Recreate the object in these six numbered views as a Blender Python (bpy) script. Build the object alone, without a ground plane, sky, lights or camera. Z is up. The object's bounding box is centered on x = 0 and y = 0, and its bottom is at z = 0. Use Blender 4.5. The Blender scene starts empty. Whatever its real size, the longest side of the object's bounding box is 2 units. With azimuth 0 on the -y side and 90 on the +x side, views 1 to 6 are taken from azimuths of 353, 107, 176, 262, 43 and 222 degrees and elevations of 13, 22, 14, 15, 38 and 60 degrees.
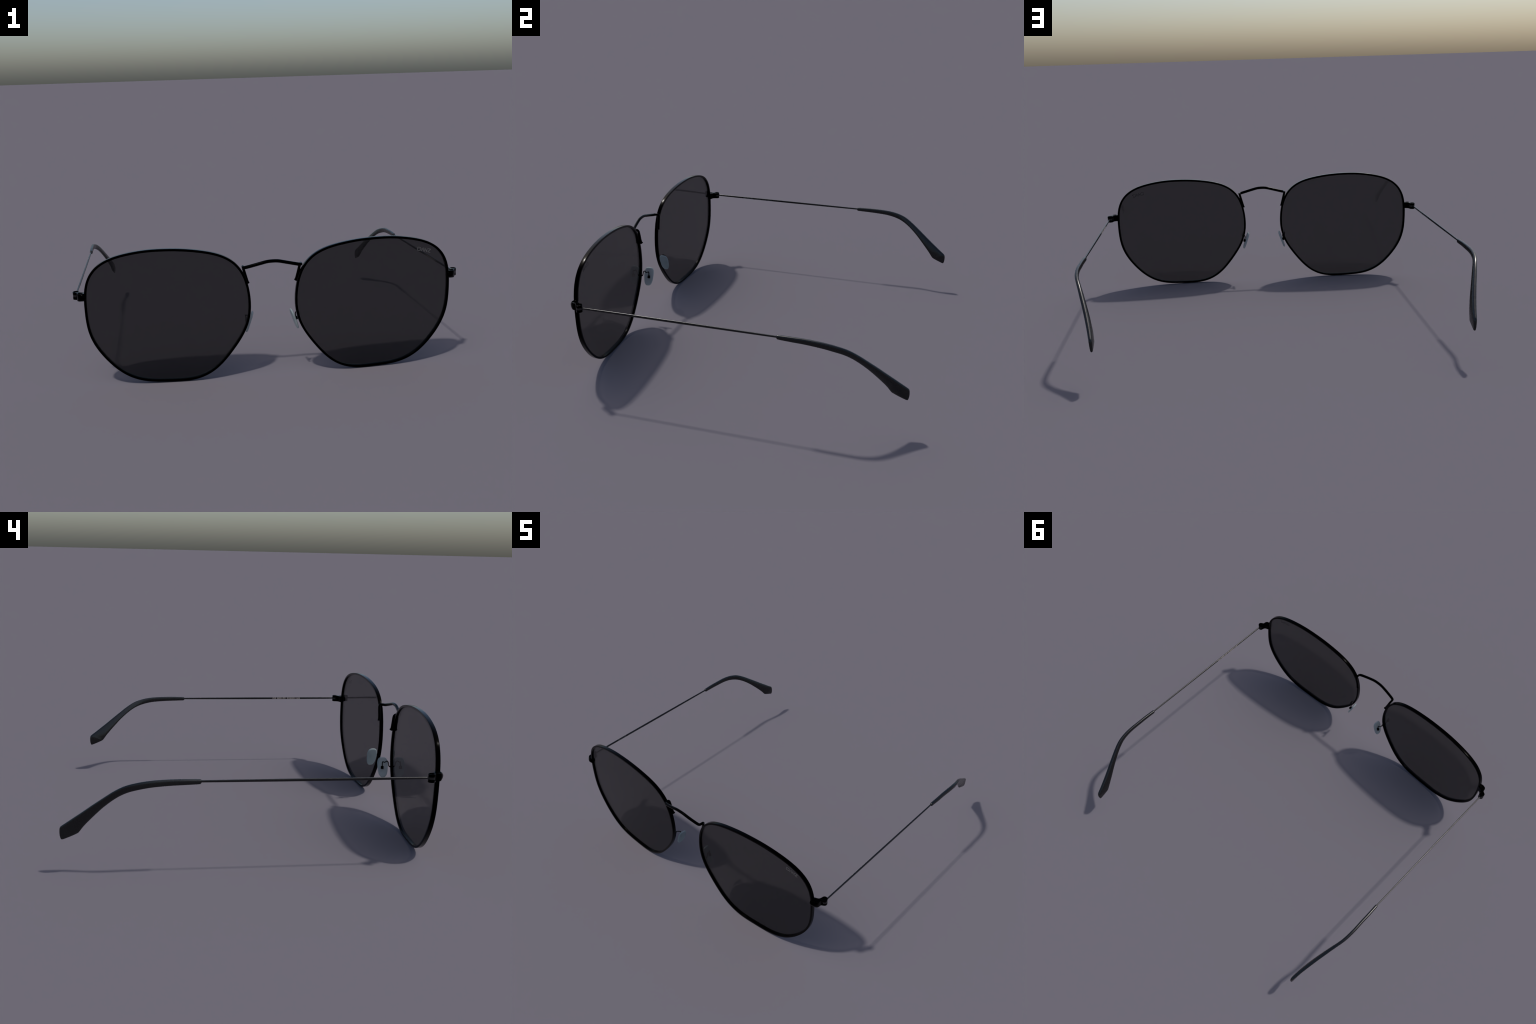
"""Metal-framed sunglasses with rounded hexagonal tinted lenses, standing open on the lens rims."""
import bpy, bmesh, math
from mathutils import Vector, Matrix

# ------------------------------------------------------------------ materials
def principled(name):
    m = bpy.data.materials.new(name)
    m.use_nodes = True
    nt = m.node_tree
    return m, nt, nt.nodes["Principled BSDF"]

def grain(nt, bsdf, scale, lo, hi, socket="Roughness"):
    """very fine noise on a scalar input so that no surface is perfectly uniform"""
    co = nt.nodes.new("ShaderNodeTexCoord")
    no = nt.nodes.new("ShaderNodeTexNoise")
    no.inputs["Scale"].default_value = scale
    no.inputs["Detail"].default_value = 4.0
    mr = nt.nodes.new("ShaderNodeMapRange")
    mr.inputs["From Min"].default_value = 0.3
    mr.inputs["From Max"].default_value = 0.7
    mr.inputs["To Min"].default_value = lo
    mr.inputs["To Max"].default_value = hi
    nt.links.new(co.outputs["Object"], no.inputs["Vector"])
    nt.links.new(no.outputs["Fac"], mr.inputs["Value"])
    nt.links.new(mr.outputs["Result"], bsdf.inputs[socket])

def make_materials():
    M = {}
    m, nt, b = principled("black_lacquered_metal")
    b.inputs["Base Color"].default_value = (0.0004, 0.0004, 0.0004, 1)
    b.inputs["Metallic"].default_value = 1.0
    grain(nt, b, 60, 0.17, 0.20)
    M["frame"] = m

    m, nt, b = principled("black_temple_metal")
    b.inputs["Base Color"].default_value = (0.003, 0.003, 0.0032, 1)
    b.inputs["Metallic"].default_value = 0.0
    b.inputs["IOR"].default_value = 1.5
    grain(nt, b, 60, 0.22, 0.28)
    M["temple"] = m

    m, nt, b = principled("black_acetate")
    b.inputs["Base Color"].default_value = (0.003, 0.003, 0.0032, 1)
    b.inputs["IOR"].default_value = 1.5
    grain(nt, b, 40, 0.25, 0.31)
    M["tip"] = m

    m, nt, b = principled("smoke_tinted_lens")
    b.inputs["Base Color"].default_value = (0.001, 0.001, 0.001, 1)
    b.inputs["Roughness"].default_value = 0.02
    b.inputs["IOR"].default_value = 1.5
    b.inputs["Alpha"].default_value = 0.685
    M["lens"] = m

    m, nt, b = principled("clear_silicone")
    b.inputs["Base Color"].default_value = (0.27, 0.335, 0.345, 1)
    b.inputs["IOR"].default_value = 1.45
    b.inputs["Alpha"].default_value = 0.62
    grain(nt, b, 50, 0.35, 0.45)
    M["pad"] = m

    m, nt, b = principled("grey_print")
    b.inputs["Base Color"].default_value = (0.085, 0.085, 0.085, 1)
    b.inputs["Roughness"].default_value = 0.6
    M["logo"] = m

    m, nt, b = principled("pale_print")
    b.inputs["Base Color"].default_value = (0.42, 0.36, 0.33, 1)
    b.inputs["Roughness"].default_value = 0.6
    M["print"] = m
    m, nt, b = principled("dim_print")
    b.inputs["Base Color"].default_value = (0.16, 0.155, 0.15, 1)
    b.inputs["Roughness"].default_value = 0.6
    M["dim_print"] = m
    return M

# ------------------------------------------------------------------ helpers
ROOT = None
def add(name, verts, faces, mat, parent=None, mirror=False, smooth=40):
    if mirror:
        verts = [(-v[0], v[1], v[2]) for v in verts]
        faces = [tuple(reversed(f)) for f in faces]
    me = bpy.data.meshes.new(name)
    me.from_pydata([tuple(v) for v in verts], [], [tuple(f) for f in faces])
    me.update()
    bm = bmesh.new(); bm.from_mesh(me)
    bmesh.ops.recalc_face_normals(bm, faces=bm.faces)
    bm.to_mesh(me); bm.free()
    me.materials.append(mat)
    if smooth:
        me.polygons.foreach_set("use_smooth", [True] * len(me.polygons))
        me.set_sharp_from_angle(angle=math.radians(smooth))
    ob = bpy.data.objects.new(name, me)
    bpy.context.scene.collection.objects.link(ob)
    ob.parent = parent or ROOT
    return ob

def catmull(pts, n, closed=False):
    """smooth curve through control points (centripetal-free uniform Catmull-Rom)"""
    P = [Vector(p) for p in pts]
    out = []
    N = len(P)
    segs = N if closed else N - 1
    for i in range(segs):
        if closed:
            a, b, c, d = P[i - 1], P[i], P[(i + 1) % N], P[(i + 2) % N]
        else:
            b, c = P[i], P[i + 1]
            a = P[i - 1] if i else b * 2 - c
            d = P[i + 2] if i + 2 < N else c * 2 - b
        for k in range(n):
            t = k / n
            out.append(0.5 * (2 * b + (c - a) * t + (2 * a - 5 * b + 4 * c - d) * t * t
                              + (3 * b - a - 3 * c + d) * t ** 3))
    if not closed:
        out.append(P[-1])
    return out

def loft(rings, closed_path=False, caps=True):
    """faces joining equal-length vertex rings"""
    n = len(rings[0]); verts = [v for r in rings for v in r]; faces = []
    m = len(rings)
    for i in range(m if closed_path else m - 1):
        j = (i + 1) % m
        for k in range(n):
            l = (k + 1) % n
            faces.append((i * n + k, i * n + l, j * n + l, j * n + k))
    if caps and not closed_path:
        faces.append(tuple(range(n))[::-1])
        faces.append(tuple((m - 1) * n + k for k in range(n)))
    return verts, faces

def tube(path, radius, sides=20, round_ends=True):
    """wire of (varying) round section along a path, parallel-transport frame"""
    P = [Vector(p) for p in path]; n = len(P)
    R = radius if callable(radius) else (lambda t: radius)
    tang = [(P[min(i + 1, n - 1)] - P[max(i - 1, 0)]).normalized() for i in range(n)]
    u = tang[0].orthogonal().normalized()
    rings = []
    def ring(c, u, t, r):
        w = t.cross(u)
        return [c + r * (math.cos(a) * u + math.sin(a) * w)
                for a in (2 * math.pi * k / sides for k in range(sides))]
    for i in range(n):
        u = (u - tang[i] * u.dot(tang[i])).normalized()
        r = R(i / (n - 1))
        if i == 0 and round_ends:
            rings.append(ring(P[0] - tang[0] * r * 0.15, u, tang[0], r * 0.72))
        rings.append(ring(P[i], u, tang[i], r))
        if i == n - 1 and round_ends:
            rings.append(ring(P[i] + tang[i] * r * 0.15, u, tang[i], r * 0.72))
    return loft(rings)

def rounded_rect(hw, hh, r, seg=4):
    """points of a rounded rectangle, counter-clockwise"""
    pts = []
    for cx, cy, a0 in ((hw - r, hh - r, 0), (r - hw, hh - r, 90), (r - hw, r - hh, 180), (hw - r, r - hh, 270)):
        for k in range(seg + 1):
            a = math.radians(a0 + 90 * k / seg)
            pts.append((cx + r * math.cos(a), cy + r * math.sin(a)))
    return pts

def lerp_table(tab, t):
    for (a, va), (b, vb) in zip(tab, tab[1:]):
        if t <= b:
            f = 0 if b == a else max(0.0, (t - a) / (b - a))
            return va + (vb - va) * f
    return tab[-1][1]

# ------------------------------------------------------------------ the lens outline
# polar description of one eye rim about its middle: rounded hexagon = circle + low harmonics
EYE_X, EYE_Z = 0.53, 0.3422
R0 = 0.3826
HARMONICS = [(0.0031, 0.0183), (0.0329, 0.0007), (-0.0012, 0.0180), (-0.0095, -0.0016), (-0.0023, 0.0021),
             (-0.0009, -0.0001), (-0.0008, -0.0040), (0.0002, -0.0004), (-0.0002, -0.0010), (0.0005, -0.0002)]
def eye_radius(a):
    return R0 + sum(c * math.cos((k + 1) * a) + s * math.sin((k + 1) * a) for k, (c, s) in enumerate(HARMONICS))

def eye_depth(x, z):
    """y of the lens mid-surface: toed in towards the hinge, faint base curve"""
    X, Z = x - EYE_X, z - EYE_Z
    return -0.8309 + 0.0500 * X + 0.0016 * Z + 0.0370 * X * X

def lens_depth(x, z):
    """the lens sheet itself is a little flatter than the rim that holds it"""
    X, Z = x - EYE_X, z - EYE_Z
    return eye_depth(x, z) + 0.0019 - 0.0119 * X * X

def eye_point(a, inset=0.0):
    r = eye_radius(a) - inset
    x, z = EYE_X + r * math.cos(a), EYE_Z + r * math.sin(a)
    return Vector((x, eye_depth(x, z), z))

RIM_HALF_WIDTH, RIM_HALF_DEPTH = 0.0061, 0.0112

def build_rim(M, mirror):
    N = 240
    pts = [eye_point(2 * math.pi * i / N) for i in range(N)]
    prof = rounded_rect(RIM_HALF_WIDTH, RIM_HALF_DEPTH, 0.0020, 4)
    rings = []
    for i in range(N):
        t = (pts[(i + 1) % N] - pts[i - 1]).normalized()
        back = Vector((0, 1, 0)); back = (back - t * back.dot(t)).normalized()
        out = back.cross(t)
        if out.dot(pts[i] - Vector((EYE_X, pts[i].y, EYE_Z))) < 0:
            out = -out
        rings.append([pts[i] + out * u + back * v for u, v in prof])
    v, f = loft(rings, closed_path=True)
    return add("rim", v, f, M["frame"], mirror=mirror)

LENS_HALF = 0.0034
def build_lens(M, mirror):
    N, K = 180, 10
    verts, faces = [], []
    for side in (-1, 1):
        base = len(verts)
        verts.append((EYE_X, lens_depth(EYE_X, EYE_Z) + side * LENS_HALF, EYE_Z))
        for k in range(1, K + 1):
            for i in range(N):
                a = 2 * math.pi * i / N
                r = (eye_radius(a) - 0.002) * k / K
                x, z = EYE_X + r * math.cos(a), EYE_Z + r * math.sin(a)
                verts.append((x, lens_depth(x, z) + side * LENS_HALF, z))
        for i in range(N):
            j = (i + 1) % N
            faces.append((base, base + 1 + i, base + 1 + j))
            for k in range(K - 1):
                o = base + 1 + k * N
                faces.append((o + i, o + N + i, o + N + j, o + j))
    o1 = 1 + (K - 1) * N; o2 = o1 + 1 + K * N
    for i in range(N):
        j = (i + 1) % N
        faces.append((o1 + i, o2 + i, o2 + j, o1 + j))
    return add("lens", verts, faces, M["lens"], mirror=mirror)

# ------------------------------------------------------------------ bridge
def build_bridge(M):
    half = [(0.0, -0.8775, 0.6105), (0.018, -0.8774, 0.6100), (0.036, -0.8768, 0.6075), (0.055, -0.8757, 0.6030),
            (0.090, -0.8722, 0.5942), (0.120, -0.8682, 0.5866), (0.1355, -0.8652, 0.5828), (0.1425, -0.8620, 0.5818),
            (0.1458, -0.8565, 0.5818), (0.1472, -0.8480, 0.5824), (0.1475, -0.8405, 0.5822),
            (0.1462, -0.8345, 0.5775), (0.1437, -0.8318, 0.5680), (0.1370, -0.8312, 0.5420), (0.1300, -0.8310, 0.5160),
            (0.1258, -0.8300, 0.5010), (0.1225, -0.8270, 0.4930)]
    pts = [(-x, y, z) for x, y, z in reversed(half[1:])] + half
    path = catmull(pts, 8)
    def r(t):
        e = min(t, 1 - t)
        return 0.0073 + 0.0015 * min(1.0, max(0.0, (e - 0.2) / 0.12)) + 0.0014 * max(0.0, 1 - e / 0.02) ** 1.5
    v, f = tube(path, r, 20, round_ends=False)
    return add("bridge", v, f, M["frame"])

# ------------------------------------------------------------------ hinge
BARREL = (0.9835, -0.7608); BARREL_R = 0.0165
LOCK = (0.9595, -0.7990)
def boolean_cut(ob, cutters, bevel=0.0008):
    for c in cutters:
        md = ob.modifiers.new("cut", "BOOLEAN"); md.operation = "DIFFERENCE"; md.object = c; md.solver = "EXACT"
    bv = ob.modifiers.new("edge", "BEVEL"); bv.width = bevel; bv.segments = 2; bv.limit_method = "ANGLE"
    bv.angle_limit = math.radians(40)
    bpy.context.view_layer.update()
    dg = bpy.context.evaluated_depsgraph_get()
    me = bpy.data.meshes.new_from_object(ob.evaluated_get(dg))
    old = ob.data; ob.modifiers.clear(); ob.data = me
    me.name = ob.name
    bpy.data.meshes.remove(old)
    me.polygons.foreach_set("use_smooth", [True] * len(me.polygons))
    me.set_sharp_from_angle(angle=math.radians(35))
    for c in cutters:
        d = c.data; bpy.data.objects.remove(c); bpy.data.meshes.remove(d)

def cylinder(cx, cy, z0, z1, r, n=40):
    rings = [[Vector((cx + r * math.cos(2 * math.pi * k / n), cy + r * math.sin(2 * math.pi * k / n), z))
              for k in range(n)] for z in (z0, z1)]
    return loft(rings)

def screw(name, M, parent, cx, cy, z, r, mirror):
    """slotted screw head sunk in its hole: a disc with a groove across it"""
    v, f = cylinder(cx, cy, z - 0.004, z, r, 28)
    ob = add(name, v, f, M["frame"], parent=parent, mirror=mirror)
    s = -1 if mirror else 1
    c, w, h = s * cx, 0.0011, r * 1.3
    gv = [(c + a, cy + b, z + d) for d in (-0.0015, 0.001) for a, b in ((-w, -h), (w, -h), (w, h), (-w, h))]
    gf = [(3, 2, 1, 0), (4, 5, 6, 7), (0, 1, 5, 4), (1, 2, 6, 5), (2, 3, 7, 6), (3, 0, 4, 7)]
    g = add("groove", gv, gf, M["frame"], smooth=0)
    boolean_cut(ob, [g], 0.0003)
    return ob

def build_hinge(M, mirror):
    # end piece seen from above: block around the rim lock, waist, knuckle round the barrel
    bx, by = BARREL
    front = [(0.9330, -0.8130), (0.9410, -0.8140), (0.9500, -0.8150), (0.9590, -0.8150), (0.9675, -0.8125),
             (0.9735, -0.8065), (0.9768, -0.7985), (0.9772, -0.7900), (0.9785, -0.7830)]
    bulge = [0.012, 0.0135, 0.0125, 0.0085, 0.0050, 0.0025, 0.001, 0.0, 0.0]
    arc = [(bx + BARREL_R * math.cos(math.radians(a)), by + BARREL_R * math.sin(math.radians(a)))
           for a in range(-55, 196, 12)]
    back = [(0.9630, -0.7745), (0.9590, -0.7800), (0.9510, -0.7840), (0.9430, -0.7860), (0.9360, -0.7900),
            (0.9325, -0.8000), (0.9320, -0.8080)]
    z0, z1 = 0.4476, 0.4862
    rings = []
    for k in range(9):
        t = k / 8
        swell = 1 - (2 * t - 1) ** 2            # the front face is cushioned between its top and bottom edge
        pts = [(x, y - b * swell) for (x, y), b in zip(front, bulge)] + arc + back
        rings.append([Vector((x, y, z0 + (z1 - z0) * t)) for x, y in pts])
    v, f = loft(rings)
    ob = add("hinge", v, f, M["frame"], mirror=mirror)
    s = -1 if mirror else 1
    cuts = []
    def cut(vv, ff):
        cuts.append(add("cutter", [(s * p[0], p[1], p[2]) for p in vv], [tuple(reversed(q)) for q in ff] if mirror else ff,
                        M["frame"], smooth=0))
    cut(*cylinder(bx, by, z1 - 0.005, z1 + 0.01, 0.0130))              # hinge screw recess
    cut(*cylinder(bx, by, z0 - 0.01, z0 + 0.003, 0.0080))
    cut(*cylinder(LOCK[0], LOCK[1], z1 - 0.005, z1 + 0.01, 0.0128))    # rim lock screw recess
    cut(*cylinder(bx, by, 0.4610, 0.4730, BARREL_R * 1.25))            # slot for the temple knuckle
    boolean_cut(ob, cuts)
    screw("screw", M, ob, bx, by, z1 - 0.0035, 0.0105, mirror)
    screw("screw", M, ob, LOCK[0], LOCK[1], z1 - 0.0035, 0.0105, mirror)
    return ob

# ------------------------------------------------------------------ temples
T_FRONT = Vector((0.9846, -0.7470, 0.4678)); T_END = Vector((0.9810, 0.2850, 0.4657))
T_HALF_THICK = 0.0034
def build_temple(M, mirror):
    n = 60; rings = []
    for i in range(n + 1):
        t = i / n
        c = T_FRONT.lerp(T_END, t)
        hh = lerp_table([(0, 0.0045), (0.03, 0.0052), (0.25, 0.0062), (0.55, 0.0064), (0.85, 0.0055), (1, 0.0048)], t)
        rings.append([c + Vector((u, 0, w)) for u, w in rounded_rect(T_HALF_THICK, hh, 0.0026, 4)])
    v, f = loft(rings)
    # knuckle: the ring that sits between the two leaves of the hinge
    kv, kf = cylinder(BARREL[0], BARREL[1], 0.4616, 0.4724, BARREL_R * 0.97, 40)
    o = len(v)
    v += kv; f += [tuple(q + o for q in p) for p in kf]
    return add("temple", v, f, M["temple"], mirror=mirror)

def build_tip(M, mirror):
    """curved ear piece: upper and lower edge of the side profile, x drifting inwards"""
    prof = [  # (top y, top z, bottom y, bottom z, x, half thickness)
        (0.2655, 0.4705, 0.2655, 0.4605, 0.9812, 0.0045), (0.2668, 0.4728, 0.2668, 0.4580, 0.9812, 0.0066),
        (0.2700, 0.4746, 0.2700, 0.4555, 0.9812, 0.0078), (0.2760, 0.4755, 0.2770, 0.4533, 0.9812, 0.0082),
        (0.3400, 0.4768, 0.3380, 0.4510, 0.9832, 0.0085), (0.4000, 0.4762, 0.3950, 0.4487, 0.9832, 0.0085),
        (0.4650, 0.4732, 0.4550, 0.4445, 0.9843, 0.0087), (0.5150, 0.4670, 0.5000, 0.4385, 0.9825, 0.0090),
        (0.5570, 0.4577, 0.5370, 0.4300, 0.9780, 0.0092), (0.5920, 0.4460, 0.5660, 0.4212, 0.9705, 0.0095),
        (0.6220, 0.4305, 0.5930, 0.4095, 0.9614, 0.0098), (0.6550, 0.4090, 0.6210, 0.3930, 0.9508, 0.0101),
        (0.6900, 0.3830, 0.6520, 0.3700, 0.9392, 0.0105), (0.7350, 0.3490, 0.6900, 0.3365, 0.9242, 0.0108),
        (0.7800, 0.3140, 0.7250, 0.3005, 0.9100, 0.0112), (0.8200, 0.2840, 0.7560, 0.2670, 0.8985, 0.0112),
        (0.8500, 0.2615, 0.7800, 0.2395, 0.8905, 0.0112), (0.8690, 0.2478, 0.7995, 0.2135, 0.8860, 0.0110),
        (0.8790, 0.2400, 0.8090, 0.2055, 0.8835, 0.0106), (0.8835, 0.2335, 0.8320, 0.1945, 0.8825, 0.0098),
        (0.8855, 0.2240, 0.8520, 0.1860, 0.8818, 0.0086), (0.8862, 0.2120, 0.8680, 0.1797, 0.8812, 0.0072),
        (0.8855, 0.1990, 0.8755, 0.1780, 0.8810, 0.0056), (0.8840, 0.1900, 0.8795, 0.1785, 0.8810, 0.0035)]
    flat = catmull([(a, b, 0) for a, b, *_ in prof], 4), catmull([(c, d, 0) for _, _, c, d, *_ in prof], 4), \
        catmull([(e, h, 0) for *_, e, h in prof], 4)
    rings = []
    S = 28
    for T, B, X in zip(*flat):
        top = Vector((X.x, T.x, T.y)); bot = Vector((X.x, B.x, B.y))
        c = (top + bot) / 2; up = (top - bot) / 2
        ring = []
        for k in range(S):
            a = 2 * math.pi * k / S
            ca, sa = math.cos(a), math.sin(a)
            e = 2 / 3.0
            u = math.copysign(abs(ca) ** e, ca); w = math.copysign(abs(sa) ** e, sa)
            ring.append(c + up * w + Vector((X.y * u, 0, 0)))
        rings.append(ring)
    v, f = loft(rings)
    return add("temple_tip", v, f, M["tip"], mirror=mirror, smooth=50)

# ------------------------------------------------------------------ nose pads
BOSS = Vector((0.1274, -0.7907, 0.2794))
def build_pad_arm(M, mirror):
    path = catmull([(0.1350, -0.8350, 0.2860), (0.1385, -0.8285, 0.2875), (0.1390, -0.8240, 0.2935), (0.1385, -0.8215, 0.3050), (0.1385, -0.8175, 0.3155),
                    (0.1392, -0.8125, 0.3195), (0.1405, -0.8065, 0.3165), (0.1395, -0.8000, 0.3128),
                    (0.1330, -0.7945, 0.3125), (0.1255, -0.7915, 0.3110), (0.1240, -0.7908, 0.3020),
                    (0.1262, -0.7906, 0.2900), (0.1272, -0.7906, 0.2830)], 6)
    v, f = tube(path, lambda t: 0.0027 + 0.0016 * max(0.0, 1 - t / 0.18), 12)
    arm = add("nose_pad_arm", v, f, M["frame"], mirror=mirror)
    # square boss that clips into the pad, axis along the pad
    L = Vector((-0.036, -0.003, 0.1064)).normalized()
    p = [BOSS - L * 0.0078, BOSS + L * 0.0074]
    bv, bf = tube([p[0], p[0].lerp(p[1], 0.5), p[1]], 0.0080, 20)
    add("pad_boss", bv, bf, M["frame"], parent=arm, mirror=mirror)
    return arm

def build_pad(M, mirror):
    top, bot = Vector((0.1010, -0.7962, 0.3315)), Vector((0.1370, -0.7932, 0.2242))
    L = (top - bot) / 2
    W = Vector((-0.0028, 0.0302, -0.0006))
    W -= L * (W.dot(L) / L.dot(L))
    N = L.cross(W).normalized()
    c = (top + bot) / 2 - Vector((0.002, 0, 0))
    S, K = 48, 8
    verts, faces = [], []
    def outline(a):
        ca, sa = math.cos(a), math.sin(a); e = 2 / 3.0
        l = math.copysign(abs(ca) ** e, ca); w = math.copysign(abs(sa) ** e, sa)
        return l, w * (0.95 + 0.13 * l - 0.05 * l * l) - 0.05 * (1 - l)
    for side in (1, -1):
        base = len(verts)
        verts.append(c + N * side * 0.0054)
        for k in range(1, K + 1):
            r = (0.5, 0.8, 0.88, 0.92, 0.955, 0.98, 0.995, 1.0)[k - 1]
            q = max(0.0, (r - 0.86) / 0.14)
            h = (0.0054 - 0.0004 * r * r) * max(0.0, 1 - q * q) ** 0.5
            if side == -1 and k == K:
                break
            for i in range(S):
                l, w = outline(2 * math.pi * i / S)
                verts.append(c + L * (l * r) + W * (w * r) + N * side * h)
        for i in range(S):
            j = (i + 1) % S
            faces.append((base, base + 1 + i, base + 1 + j))
            for k in range(K - 1 if side == 1 else K - 2):
                o = base + 1 + k * S
                faces.append((o + i, o + S + i, o + S + j, o + j))
    rim = 1 + (K - 1) * S
    last = len(verts) - S
    for i in range(S):
        j = (i + 1) % S
        faces.append((rim + i, last + i, last + j, rim + j))
    return add("nose_pad", verts, faces, M["pad"], mirror=mirror, smooth=80)

# ------------------------------------------------------------------ lettering
# stroke letters on a unit square: each glyph = (advance, [polylines])
GLYPHS = {
    "D": (1.12, [[(0, 0), (0, 1), (0.65, 1), (0.92, 0.75), (0.92, 0.25), (0.65, 0), (0, 0)]]),
    "A": (0.86, [[(0, 0), (0.36, 1), (0.62, 0)]]),
    "N": (0.88, [[(0, 0), (0, 1), (0.6, 0), (0.6, 1)]]),
    "Z": (0.75, [[(0, 1), (0.68, 1), (0, 0), (0.68, 0)]]),
    "0": (0.85, [[(0, 0), (0, 1), (0.6, 1), (0.6, 0), (0, 0)]]),
    "1": (0.5, [[(0, 0.75), (0.2, 1), (0.2, 0)]]),
    "2": (0.85, [[(0, 0.9), (0.3, 1), (0.6, 0.8), (0, 0), (0.6, 0)]]),
    "3": (0.85, [[(0, 1), (0.6, 1), (0.3, 0.55), (0.6, 0.3), (0.3, 0), (0, 0.1)]]),
    "4": (0.85, [[(0.5, 0), (0.5, 1), (0, 0.3), (0.65, 0.3)]]),
    "5": (0.85, [[(0.6, 1), (0, 1), (0, 0.55), (0.6, 0.5), (0.6, 0.05), (0, 0)]]),
    "-": (0.6, [[(0.05, 0.5), (0.4, 0.5)]]),
    "#": (1.05, [[(0.1, 0.1), (0.1, 0.9), (0.8, 0.9), (0.8, 0.1), (0.1, 0.1)], [(0.15, 0.5), (0.75, 0.5)]]),
    "|": (0.45, [[(0.1, 0.1), (0.1, 0.9)]]),
    "=": (0.7, [[(0.0, 0.75), (0.5, 0.75)], [(0.0, 0.2), (0.5, 0.2)]]),
    " ": (0.7, []),
}
def text_width(s):
    return sum(GLYPHS[c][0] for c in s)

def lettering(name, s, place, length, height, weight, thick, mat, parent):
    """strokes as thin raised bars; place(u, v) -> (point, outward normal), u along, v up (metres)"""
    k = length / text_width(s)
    verts, faces = [], []
    x = 0.0
    for c in s:
        adv, lines = GLYPHS[c]
        for line in lines:
            for (a, b), (d, e) in zip(line, line[1:]):
                p0 = Vector(((x + a) * k, b * height)); p1 = Vector(((x + d) * k, e * height))
                t = (p1 - p0).normalized(); n = Vector((-t.y, t.x)) * weight / 2
                p0 -= t * weight * 0.35; p1 += t * weight * 0.35
                o = len(verts)
                for q in (p0 - n, p1 - n, p1 + n, p0 + n):
                    P, nn = place(q.x, q.y)
                    verts += [P - nn * thick * 0.2, P + nn * thick]
                faces += [(o, o + 2, o + 4, o + 6), (o + 1, o + 7, o + 5, o + 3)]
                faces += [(o + 2 * i, o + 2 * i + 1, o + (2 * i + 3) % 8, o + (2 * i + 2) % 8) for i in range(4)]
        x += adv
    return add(name, verts, faces, mat, parent=parent, smooth=0)

def build_lettering(M, lens, temple_r, temple_l):
    # word on the upper outer corner of one lens, front face
    o, ux, uz = Vector((0.7655, 0, 0.6075)), Vector((0.0690, -0.0160)), Vector((0.0033, 0.0175))
    e = ux.normalized(); g = uz.normalized()
    def on_lens(u, v):
        x = o.x + e.x * u + g.x * v; z = o.z + e.y * u + g.y * v
        return Vector((x, lens_depth(x, z) - LENS_HALF, z)), Vector((0, -1, 0))
    lettering("lens_lettering", "DANZ", on_lens, 0.0745, 0.0170, 0.0022, 0.0006, M["logo"], lens)
    # size marking on the inner face of the temples
    def inner(y0, sign):
        def place(u, v):
            y = y0 + (-u if sign > 0 else u)
            t = (y - T_FRONT.y) / (T_END.y - T_FRONT.y)
            c = T_FRONT.lerp(T_END, t)
            return Vector((sign * (c.x - T_HALF_THICK), y, c.z + v - 0.0033)), Vector((-sign, 0, 0))
        return place
    lettering("temple_lettering", "DZ 500-30", inner(-0.331, 1), 0.0895, 0.0068, 0.0014, 0.0004, M["print"], temple_r)
    lettering("temple_lettering", "51#20-145", inner(-0.4296, 1), 0.0898, 0.0068, 0.0014, 0.0004, M["print"], temple_r)
    lettering("temple_lettering", "DANZ", inner(-0.555, -1), 0.068, 0.0072, 0.0014, 0.0004, M["dim_print"], temple_l)
    lettering("temple_lettering", "=|=|=|=| =|=|=|= |=|=||=", inner(-0.466, -1), 0.120, 0.0050, 0.0009, 0.0004,
              M["dim_print"], temple_l)

# ------------------------------------------------------------------ assembly
def main():
    global ROOT
    M = make_materials()
    ROOT = bpy.data.objects.new("sunglasses", None)
    bpy.context.scene.collection.objects.link(ROOT)
    ROOT["label"] = "black wire frame sunglasses with dark hexagonal lenses"
    ROOT["category"] = "sunglasses"
    lens = {}; temple = {}
    for mirror in (False, True):
        build_rim(M, mirror)
        lens[mirror] = build_lens(M, mirror)
        build_hinge(M, mirror)
        temple[mirror] = build_temple(M, mirror)
        build_tip(M, mirror)
        build_pad_arm(M, mirror)
        build_pad(M, mirror)
    build_bridge(M)
    build_lettering(M, lens[False], temple[False], temple[True])

main()
